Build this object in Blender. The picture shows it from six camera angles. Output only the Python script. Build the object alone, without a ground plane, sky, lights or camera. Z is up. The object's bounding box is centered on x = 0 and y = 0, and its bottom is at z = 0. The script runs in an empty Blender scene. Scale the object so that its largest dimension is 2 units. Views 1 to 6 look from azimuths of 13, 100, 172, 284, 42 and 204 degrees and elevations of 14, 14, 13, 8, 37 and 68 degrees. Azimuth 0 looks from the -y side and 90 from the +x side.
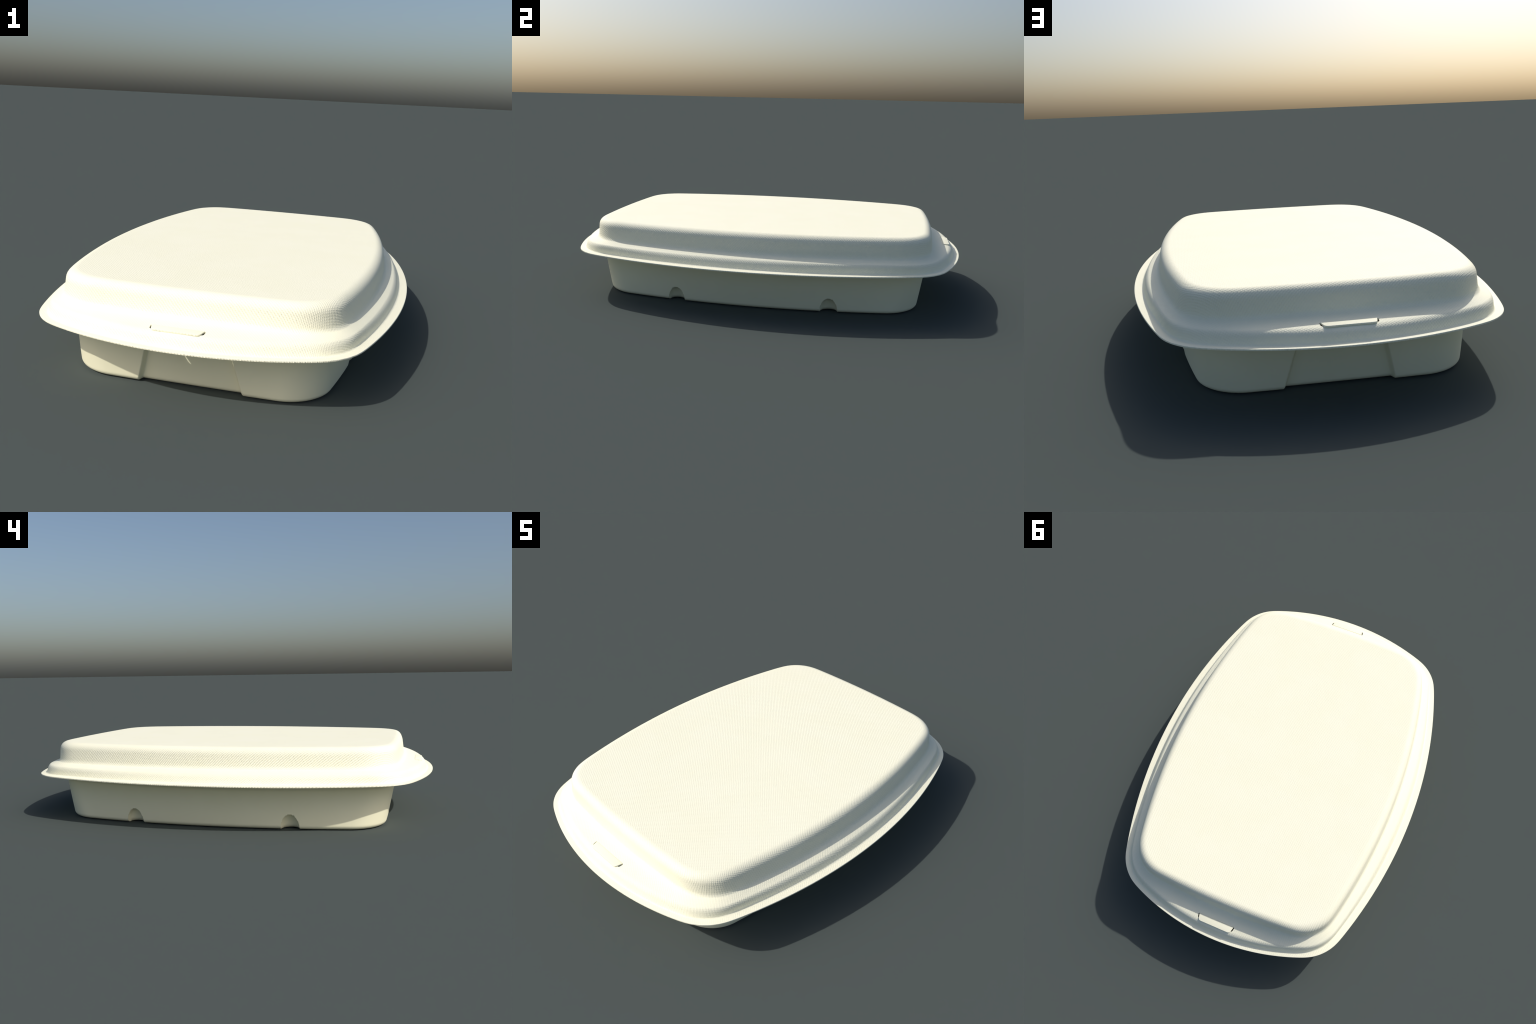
"""Moulded-pulp takeaway box: a smooth tray with finger recesses and stacking
notches, closed by a grained lid with a stepped rim and two locking tabs."""
import bpy, bmesh, math
import numpy as np

# ------------------------------------------------------------------ outlines
def quadrant(hw, hl, ks, ke, rc, n):
    """One quarter of a bulged rounded rectangle, from (0, hl) to (hw, 0).
    hw, hl: half width and half length; ks, ke: curvature of the long sides
    and of the ends; rc: corner radius; n: steps on end, corner and side."""
    rs, re = 1.0 / ks, 1.0 / ke
    cs, ce = np.array([hw - rs, 0.0]), np.array([0.0, hl - re])
    a, b = rs - rc, re - rc
    d = np.linalg.norm(ce - cs)
    u = (ce - cs) / d
    x = (a * a - b * b + d * d) / (2 * d)
    h = math.sqrt(max(a * a - x * x, 0.0))
    p, w = cs + u * x, np.array([u[1], -u[0]])
    c = p + w * h
    if c[0] < 0 or c[1] < 0:
        c = p - w * h
    ang_e = math.atan2(c[1] - ce[1], c[0] - ce[0])
    ang_s = math.atan2(c[1] - cs[1], c[0] - cs[0])
    out = []
    for cen, r, t0, t1, k in ((ce, re, math.pi / 2, ang_e, n[0]),
                              (c, rc, ang_e, ang_s, n[1]),
                              (cs, rs, ang_s, 0.0, n[2])):
        t = np.linspace(t0, t1, k, endpoint=False)
        out.append(cen + r * np.stack([np.cos(t), np.sin(t)], 1))
    out.append(np.array([[hw, 0.0]]))
    return np.concatenate(out)


def ring(hw, hl, ks, ke, rc, z, n, ease=0):
    q = quadrant(hw, hl, ks, ke, rc, n)
    loop = np.concatenate([
        q[:-1],                                # (0,hl) -> (hw,0)
        (q * [1, -1])[::-1][:-1],              # (hw,0) -> (0,-hl)
        (q * [-1, -1])[:-1],                   # (0,-hl) -> (-hw,0)
        (q * [-1, 1])[::-1][:-1]])             # (-hw,0) -> (0,hl)
    for _ in range(ease):                      # ease the arcs into each other
        loop = 0.5 * loop + 0.25 * (np.roll(loop, 1, 0) + np.roll(loop, -1, 0))
    return np.c_[loop, np.full(len(loop), z)]


def rounded_path(keys, step=0.006, arc=9):
    """Polyline through the profile keys with each bend rounded.
    A key is (hw, hl, ks, ke, rc, z, rounding)."""
    k = np.array([q[:6] for q in keys], float)
    r = [q[6] for q in keys]
    gap = lambda a, b: max(1e-6, math.hypot(np.hypot(b[0] - a[0], b[1] - a[1]) / 1.41, b[5] - a[5]))
    path = [k[0]]

    def line_to(b):
        a = path[-1]
        m = max(1, int(round(gap(a, b) / step)))
        for i in range(1, m + 1):
            path.append(a + (b - a) * i / m)

    for i in range(1, len(k) - 1):
        da, db = gap(k[i - 1], k[i]), gap(k[i], k[i + 1])
        ta, tb = min(r[i] / da, 0.49), min(r[i] / db, 0.49)
        p0, p2 = k[i] + (k[i - 1] - k[i]) * ta, k[i] + (k[i + 1] - k[i]) * tb
        line_to(p0)
        if r[i] > 0:
            for t in np.linspace(0, 1, arc)[1:]:
                # weighted (rational) bend, close to a circular arc
                w = 0.75
                bb = np.array([(1 - t) ** 2, 2 * w * t * (1 - t), t * t])
                bb /= bb.sum()
                path.append(bb[0] * p0 + bb[1] * k[i] + bb[2] * p2)
    line_to(k[-1])
    return path


def skin(name, rings, flip=False, cap_rings=10, cap_z=None):
    """Quads between successive rings; the last ring is closed by shrinking
    rings towards the middle."""
    last = rings[-1]
    rings = list(rings)
    for i in range(1, cap_rings):
        f = 1 - i / cap_rings
        s = last.copy()
        s[:, :2] *= f
        if cap_z:
            s[:, 2] += cap_z(f)
        rings.append(s)
    m = len(last)
    verts = np.concatenate(rings + [np.array([[0, 0, last[0, 2] + (cap_z(0) if cap_z else 0)]])])
    idx = np.arange(m)
    nxt = (idx + 1) % m
    faces = []
    for j in range(len(rings) - 1):
        a, b = j * m, (j + 1) * m
        faces += np.stack([a + idx, b + idx, b + nxt, a + nxt], 1).tolist()
    a = (len(rings) - 1) * m
    c = len(verts) - 1
    faces += np.stack([a + idx, np.full(m, c), a + nxt], 1).tolist()
    if flip:
        faces = [f[::-1] for f in faces]
    me = bpy.data.meshes.new(name)
    me.from_pydata(verts.tolist(), [], faces)
    me.validate()
    ob = bpy.data.objects.new(name, me)
    bpy.context.scene.collection.objects.link(ob)
    return ob


def outward(ob):
    bm = bmesh.new()
    bm.from_mesh(ob.data)
    bmesh.ops.recalc_face_normals(bm, faces=bm.faces)
    bm.to_mesh(ob.data)
    bm.free()


def bake(ob):
    """Apply the modifier stack."""
    deps = bpy.context.evaluated_depsgraph_get()
    me = bpy.data.meshes.new_from_object(ob.evaluated_get(deps))
    old = ob.data
    ob.modifiers.clear()
    ob.data = me
    me.name = ob.name
    bpy.data.meshes.remove(old)


def smooth(ob, angle=35):
    me = ob.data
    me.polygons.foreach_set("use_smooth", np.ones(len(me.polygons), bool))
    bm = bmesh.new()
    bm.from_mesh(me)
    lim = math.radians(angle)
    for e in bm.edges:
        e.smooth = not (len(e.link_faces) == 2 and e.calc_face_angle(0) > lim)
    bm.to_mesh(me)
    bm.free()


def plate(name, loop, z_of, thick, bevel):
    """Flat-topped plate from a plan outline."""
    bm = bmesh.new()
    vs = [bm.verts.new((x, y, z_of(x, y))) for x, y in loop]
    f = bm.faces.new(vs)
    if f.normal.z < 0 or f.calc_area() and (f.normal_update() or f.normal.z < 0):
        f.normal_flip()
    ext = bmesh.ops.extrude_face_region(bm, geom=[f])
    for v in ext["geom"]:
        if isinstance(v, bmesh.types.BMVert):
            v.co.z -= thick
    bmesh.ops.recalc_face_normals(bm, faces=bm.faces)
    me = bpy.data.meshes.new(name)
    bm.to_mesh(me)
    bm.free()
    ob = bpy.data.objects.new(name, me)
    bpy.context.scene.collection.objects.link(ob)
    if bevel:
        b = ob.modifiers.new("bevel", "BEVEL")
        b.width, b.segments, b.limit_method, b.angle_limit = bevel, 3, "ANGLE", math.radians(50)
        bake(ob)
    return ob


def rounded_loop(corners, radii, steps=6):
    pts = []
    n = len(corners)
    for i, c in enumerate(corners):
        c = np.array(c, float)
        a, b = np.array(corners[i - 1], float), np.array(corners[(i + 1) % n], float)
        r = radii[i]
        if r <= 0:
            pts.append(tuple(c))
            continue
        p0 = c + (a - c) / np.linalg.norm(a - c) * r
        p2 = c + (b - c) / np.linalg.norm(b - c) * r
        for t in np.linspace(0, 1, steps):
            pts.append(tuple((1 - t) ** 2 * p0 + 2 * t * (1 - t) * c + t * t * p2))
    return pts


# ----------------------------------------------------------------- materials
def grid_nodes(name):
    mat = bpy.data.materials.new(name)
    mat.use_nodes = True
    nt = mat.node_tree
    nt.nodes.clear()
    return mat, nt


class Nodes:
    """Tiny helper to wire shader nodes."""
    def __init__(self, nt):
        self.nt = nt

    def add(self, kind, **props):
        n = self.nt.nodes.new(kind)
        for k, v in props.items():
            setattr(n, k, v)
        return n

    def put(self, sock, val):
        if isinstance(val, bpy.types.NodeSocket):
            self.nt.links.new(val, sock)
        else:
            sock.default_value = val

    def math(self, op, a, b=0.0, c=0.0):
        n = self.add("ShaderNodeMath", operation=op)
        for s, v in zip(n.inputs, (a, b, c)):
            self.put(s, v)
        return n.outputs[0]

    def vec(self, op, a, b=(0, 0, 0), scale=1.0):
        n = self.add("ShaderNodeVectorMath", operation=op)
        self.put(n.inputs[0], a)
        self.put(n.inputs[1], b)
        if op == "SCALE":
            self.put(n.inputs["Scale"], scale)
        return n.outputs["Value"] if op in ("DOT_PRODUCT", "LENGTH") else n.outputs["Vector"]

    def noise(self, vec, scale, detail=2.0, rough=0.5):
        n = self.add("ShaderNodeTexNoise")
        self.put(n.inputs["Vector"], vec)
        n.inputs["Scale"].default_value = scale
        n.inputs["Detail"].default_value = detail
        n.inputs["Roughness"].default_value = rough
        return n.outputs[0]


LID_TONES = (0.945, 0.920, 0.715, 1), (0.955, 0.930, 0.735, 1)
TRAY_TONES = (0.940, 0.902, 0.650, 1), (0.950, 0.912, 0.665, 1)


def pulp(name, tones, screen_grain):
    """Cream moulded plant fibre. screen_grain adds the imprint of the wire
    forming screen: a diagonal lattice of small bumps that follows the sheet
    over the walls."""
    mat, nt = grid_nodes(name)
    N = Nodes(nt)
    coord = N.add("ShaderNodeTexCoord").outputs["Object"]
    cloud = N.noise(coord, 7.0, 4.0, 0.6)
    ramp = N.add("ShaderNodeValToRGB")
    ramp.color_ramp.elements[0].position, ramp.color_ramp.elements[1].position = 0.35, 0.65
    ramp.color_ramp.elements[0].color, ramp.color_ramp.elements[1].color = tones
    N.put(ramp.inputs[0], cloud)
    bsdf = N.add("ShaderNodeBsdfPrincipled")
    N.put(bsdf.inputs["Base Color"], ramp.outputs[0])
    bsdf.inputs["Roughness"].default_value = 0.7
    bsdf.inputs["Specular IOR Level"].default_value = 0.5
    height = N.math("MULTIPLY", N.noise(coord, 160.0, 2.0, 0.6), 0.0001)
    bump = N.add("ShaderNodeBump")
    bump.inputs["Strength"].default_value = 1.0
    bump.inputs["Distance"].default_value = 1.0
    N.put(bump.inputs["Height"], height)
    final = bump.outputs[0]
    if screen_grain:
        normal = N.add("ShaderNodeNewGeometry").outputs["Normal"]
        side = N.vec("MULTIPLY", normal, (1, 1, 0))
        away = N.vec("NORMALIZE", side)                       # level, out of the wall
        slope = N.vec("LENGTH", side)
        along = N.vec("CROSS_PRODUCT", (0, 0, 1), away)       # level, along the wall
        fall = N.vec("CROSS_PRODUCT", along, normal)          # down the sheet

        def ramp_of(lo, hi, out_lo, out_hi):
            m = N.add("ShaderNodeMapRange", interpolation_type="SMOOTHSTEP")
            N.put(m.inputs["Value"], slope)
            for k, v in zip(("From Min", "From Max", "To Min", "To Max"), (lo, hi, out_lo, out_hi)):
                m.inputs[k].default_value = v
            return m.outputs[0]

        sep = N.add("ShaderNodeSeparateXYZ")
        N.put(sep.inputs[0], coord)
        drop = N.math("MULTIPLY", N.math("SUBTRACT", 0.38, sep.outputs["Z"]), GRAIN_DROP)
        drop = N.math("MULTIPLY", drop, ramp_of(0.03, 0.15, 0.0, 1.0))
        sheet = N.vec("ADD", coord, N.vec("SCALE", away, scale=drop))
        warp = N.math("MULTIPLY", N.noise(coord, 45.0, 2.0), 4.0)
        k = 2 * math.pi / GRAIN_PITCH
        amp = N.math("MULTIPLY_ADD", N.noise(coord, 100.0, 1.0), 1.8, 0.1)
        amp = N.math("MULTIPLY", amp, ramp_of(0.2, 0.8, GRAIN_TILT, GRAIN_TILT * 2.2))
        lean = ramp_of(0.45, 0.85, 1.0, -1.0)
        is_flat = ramp_of(0.02, 0.06, 1.0, 0.0)
        strands = ((0.7071, 0.7071, 0), 1.0), ((0.7071, -0.7071, 0), 0.6)
        phase = [N.math("MULTIPLY_ADD", N.vec("DOT_PRODUCT", sheet, d), k, warp) for d, _ in strands]
        for i, (d, weight) in enumerate(strands):
            # each strand swells where the crossing one passes over it
            beads = N.math("MULTIPLY_ADD", N.math("SINE", phase[1 - i]), 0.55, 0.9)
            wave = N.math("MULTIPLY", N.math("COSINE", phase[i]), N.math("MULTIPLY", amp, weight))
            wave = N.math("MULTIPLY", wave, beads)
            g_wall = N.vec("ADD",
                           N.vec("SCALE", along, scale=N.vec("DOT_PRODUCT", along, d)),
                           N.vec("SCALE", fall, scale=N.math("MULTIPLY", N.vec("DOT_PRODUCT", away, d), lean)))
            g_mix = N.add("ShaderNodeMix", data_type="VECTOR")
            N.put(g_mix.inputs["Factor"], is_flat)
            g_ins = [i for i in g_mix.inputs if i.type == "VECTOR" and i.name in ("A", "B")]
            N.put(g_ins[0], g_wall)
            N.put(g_ins[1], d)
            g_out = [o for o in g_mix.outputs if o.type == "VECTOR"][0]
            final = N.vec("ADD", final, N.vec("SCALE", g_out, scale=wave))
        final = N.vec("NORMALIZE", final)
    N.put(bsdf.inputs["Normal"], final)
    out = N.add("ShaderNodeOutputMaterial")
    nt.links.new(bsdf.outputs[0], out.inputs[0])
    return mat


GRAIN_PITCH = 0.0083      # spacing of the screen imprint, metres
GRAIN_TILT = 0.085         # how far it tilts the surface
GRAIN_DROP = 0.75         # how the sheet runs down the walls

# -------------------------------------------------------------------- the lid
LID_STEPS, LID_EASE = (44, 30, 64), 24
LID_PROFILE = [  # half width, half length, side curv., end curv., corner radius, height, rounding
    (0.7176, 1.0003, 0.415, 0.835, 0.235, 0.2188, 0),
    (0.7180, 1.0009, 0.415, 0.835, 0.235, 0.2240, 0.002),     # rim edge
    (0.6820, 0.9740, 0.410, 0.840, 0.215, 0.2245, 0.006),     # foot of the riser
    (0.6640, 0.9590, 0.360, 0.840, 0.215, 0.2640, 0.016),     # shoulder
    (0.6115, 0.8590, 0.335, 0.300, 0.190, 0.2835, 0.014),     # foot of the dome
    (0.5960, 0.8460, 0.328, 0.200, 0.175, 0.3770, 0.034),     # edge of the dome
    (0.4700, 0.7250, 0.328, 0.200, 0.130, 0.3775, 0),
]
SLOT_HALF, SLOT_BACK, SLOT_FRONT = 0.0965, 0.9130, 0.9360
TAB_BACK_HALF, TAB_FRONT_HALF, TAB_FRONT = 0.0915, 0.0830, 0.9470

box = bpy.data.objects.new("takeaway_box", None)
bpy.context.scene.collection.objects.link(box)
box["label"] = "cream moulded pulp takeaway box with grained domed lid"
box["category"] = "food container"

lid = skin("lid", [ring(*p, LID_STEPS, LID_EASE) for p in rounded_path(LID_PROFILE)])
outward(lid)
if lid.data.polygons[-1].normal.z < 0:
    lid.data.flip_normals()
sol = lid.modifiers.new("thickness", "SOLIDIFY")
sol.thickness, sol.offset = 0.006, -1
bake(lid)


def cut(ob, cutter):
    b = ob.modifiers.new("cut", "BOOLEAN")
    b.object, b.operation, b.solver = cutter, "DIFFERENCE", "EXACT"
    bake(ob)
    bpy.data.objects.remove(cutter)


for s in (1, -1):
    loop = rounded_loop([(-SLOT_HALF, s * SLOT_BACK), (SLOT_HALF, s * SLOT_BACK),
                         (SLOT_HALF - 0.004, s * SLOT_FRONT), (-SLOT_HALF + 0.004, s * SLOT_FRONT)],
                        [0.006, 0.006, 0.008, 0.008])
    cut(lid, plate("slot_cutter", loop, lambda x, y: 0.31, 0.08, 0))
smooth(lid)

tabs = []
for s in (1, -1):
    loop = rounded_loop([(-TAB_BACK_HALF, s * (SLOT_BACK + 0.0005)), (TAB_BACK_HALF, s * (SLOT_BACK + 0.0005)),
                         (TAB_FRONT_HALF, s * TAB_FRONT), (-TAB_FRONT_HALF, s * TAB_FRONT)],
                        [0, 0, 0.012, 0.012])
    tab = plate("locking_tab", loop,
                lambda x, y: 0.2745 - 0.06 * (abs(y) - SLOT_BACK), 0.006, 0.0012)
    smooth(tab, 40)
    tabs.append(tab)

# ------------------------------------------------------------------- the tray
TRAY_STEPS = (110, 26, 190)
TRAY_PROFILE = [
    (0.7000, 0.9880, 0.415, 0.835, 0.230, 0.2162, 0),         # flange under the lid rim
    (0.6200, 0.8640, 0.440, 0.350, 0.170, 0.2070, 0.010),
    (0.5800, 0.8270, 0.420, 0.220, 0.150, 0.1850, 0.006),     # wall flares into the flange
    (0.5430, 0.7915, 0.280, 0.050, 0.180, 0.0000, 0.021),     # bottom edge
    (0.4700, 0.7200, 0.274, 0.050, 0.120, 0.0000, 0),
]
RECESS_DEPTH, RECESS_EDGE = 0.022, 0.011
NOTCH_Y, NOTCH_HALF, NOTCH_TOP, NOTCH_DEPTH = 0.375, 0.041, 0.070, 0.039


def step(x):
    x = np.clip(x, 0, 1)
    return x * x * (3 - 2 * x)


def press_in(p):
    """Finger recesses in both ends and stacking notches in the long sides."""
    x, y, z = p.T.copy()
    below = step((0.184 - z) / 0.012)
    half = 0.192 - 0.26 * z
    at_end = (np.abs(y) > 0.6)
    d = RECESS_DEPTH * step((half + RECESS_EDGE / 2 - np.abs(x)) / RECESS_EDGE) * below * at_end
    y -= np.sign(y) * d
    q = 1 - ((np.abs(y) - NOTCH_Y) / NOTCH_HALF) ** 2 - (z / NOTCH_TOP) ** 2
    d = NOTCH_DEPTH * np.clip(q, 0, 1) ** 0.45 * np.clip((np.abs(x) - 0.30) / 0.16, 0, 1)
    x -= np.sign(x) * d
    return np.stack([x, y, z], 1)


tray = skin("tray", [ring(*p, TRAY_STEPS) for p in rounded_path(TRAY_PROFILE, 0.004)])
outward(tray)
if tray.data.polygons[-1].normal.z > 0:
    tray.data.flip_normals()
sol = tray.modifiers.new("thickness", "SOLIDIFY")
sol.thickness, sol.offset = 0.0025, -1
bake(tray)
co = np.empty(len(tray.data.vertices) * 3)
tray.data.vertices.foreach_get("co", co)
tray.data.vertices.foreach_set("co", press_in(co.reshape(-1, 3)).ravel())
tray.data.update()
# opening in the front flange below the slot, where the sun reaches the wall
loop = [(-0.16, -0.845), (0.16, -0.845), (0.16, -0.955), (-0.16, -0.955)]
cut(tray, plate("flange_cutter", loop, lambda x, y: 0.24, 0.05, 0))
smooth(tray, 40)

# ------------------------------------------------------------------- assembly
grained = pulp("screen_marked_pulp", LID_TONES, True)
plain = pulp("smooth_pulp", TRAY_TONES, False)
for ob, mat, parent in ((lid, grained, box), (tray, plain, box),
                        (tabs[0], grained, lid), (tabs[1], grained, lid)):
    ob.data.materials.clear()
    ob.data.materials.append(mat)
    ob.parent = parent
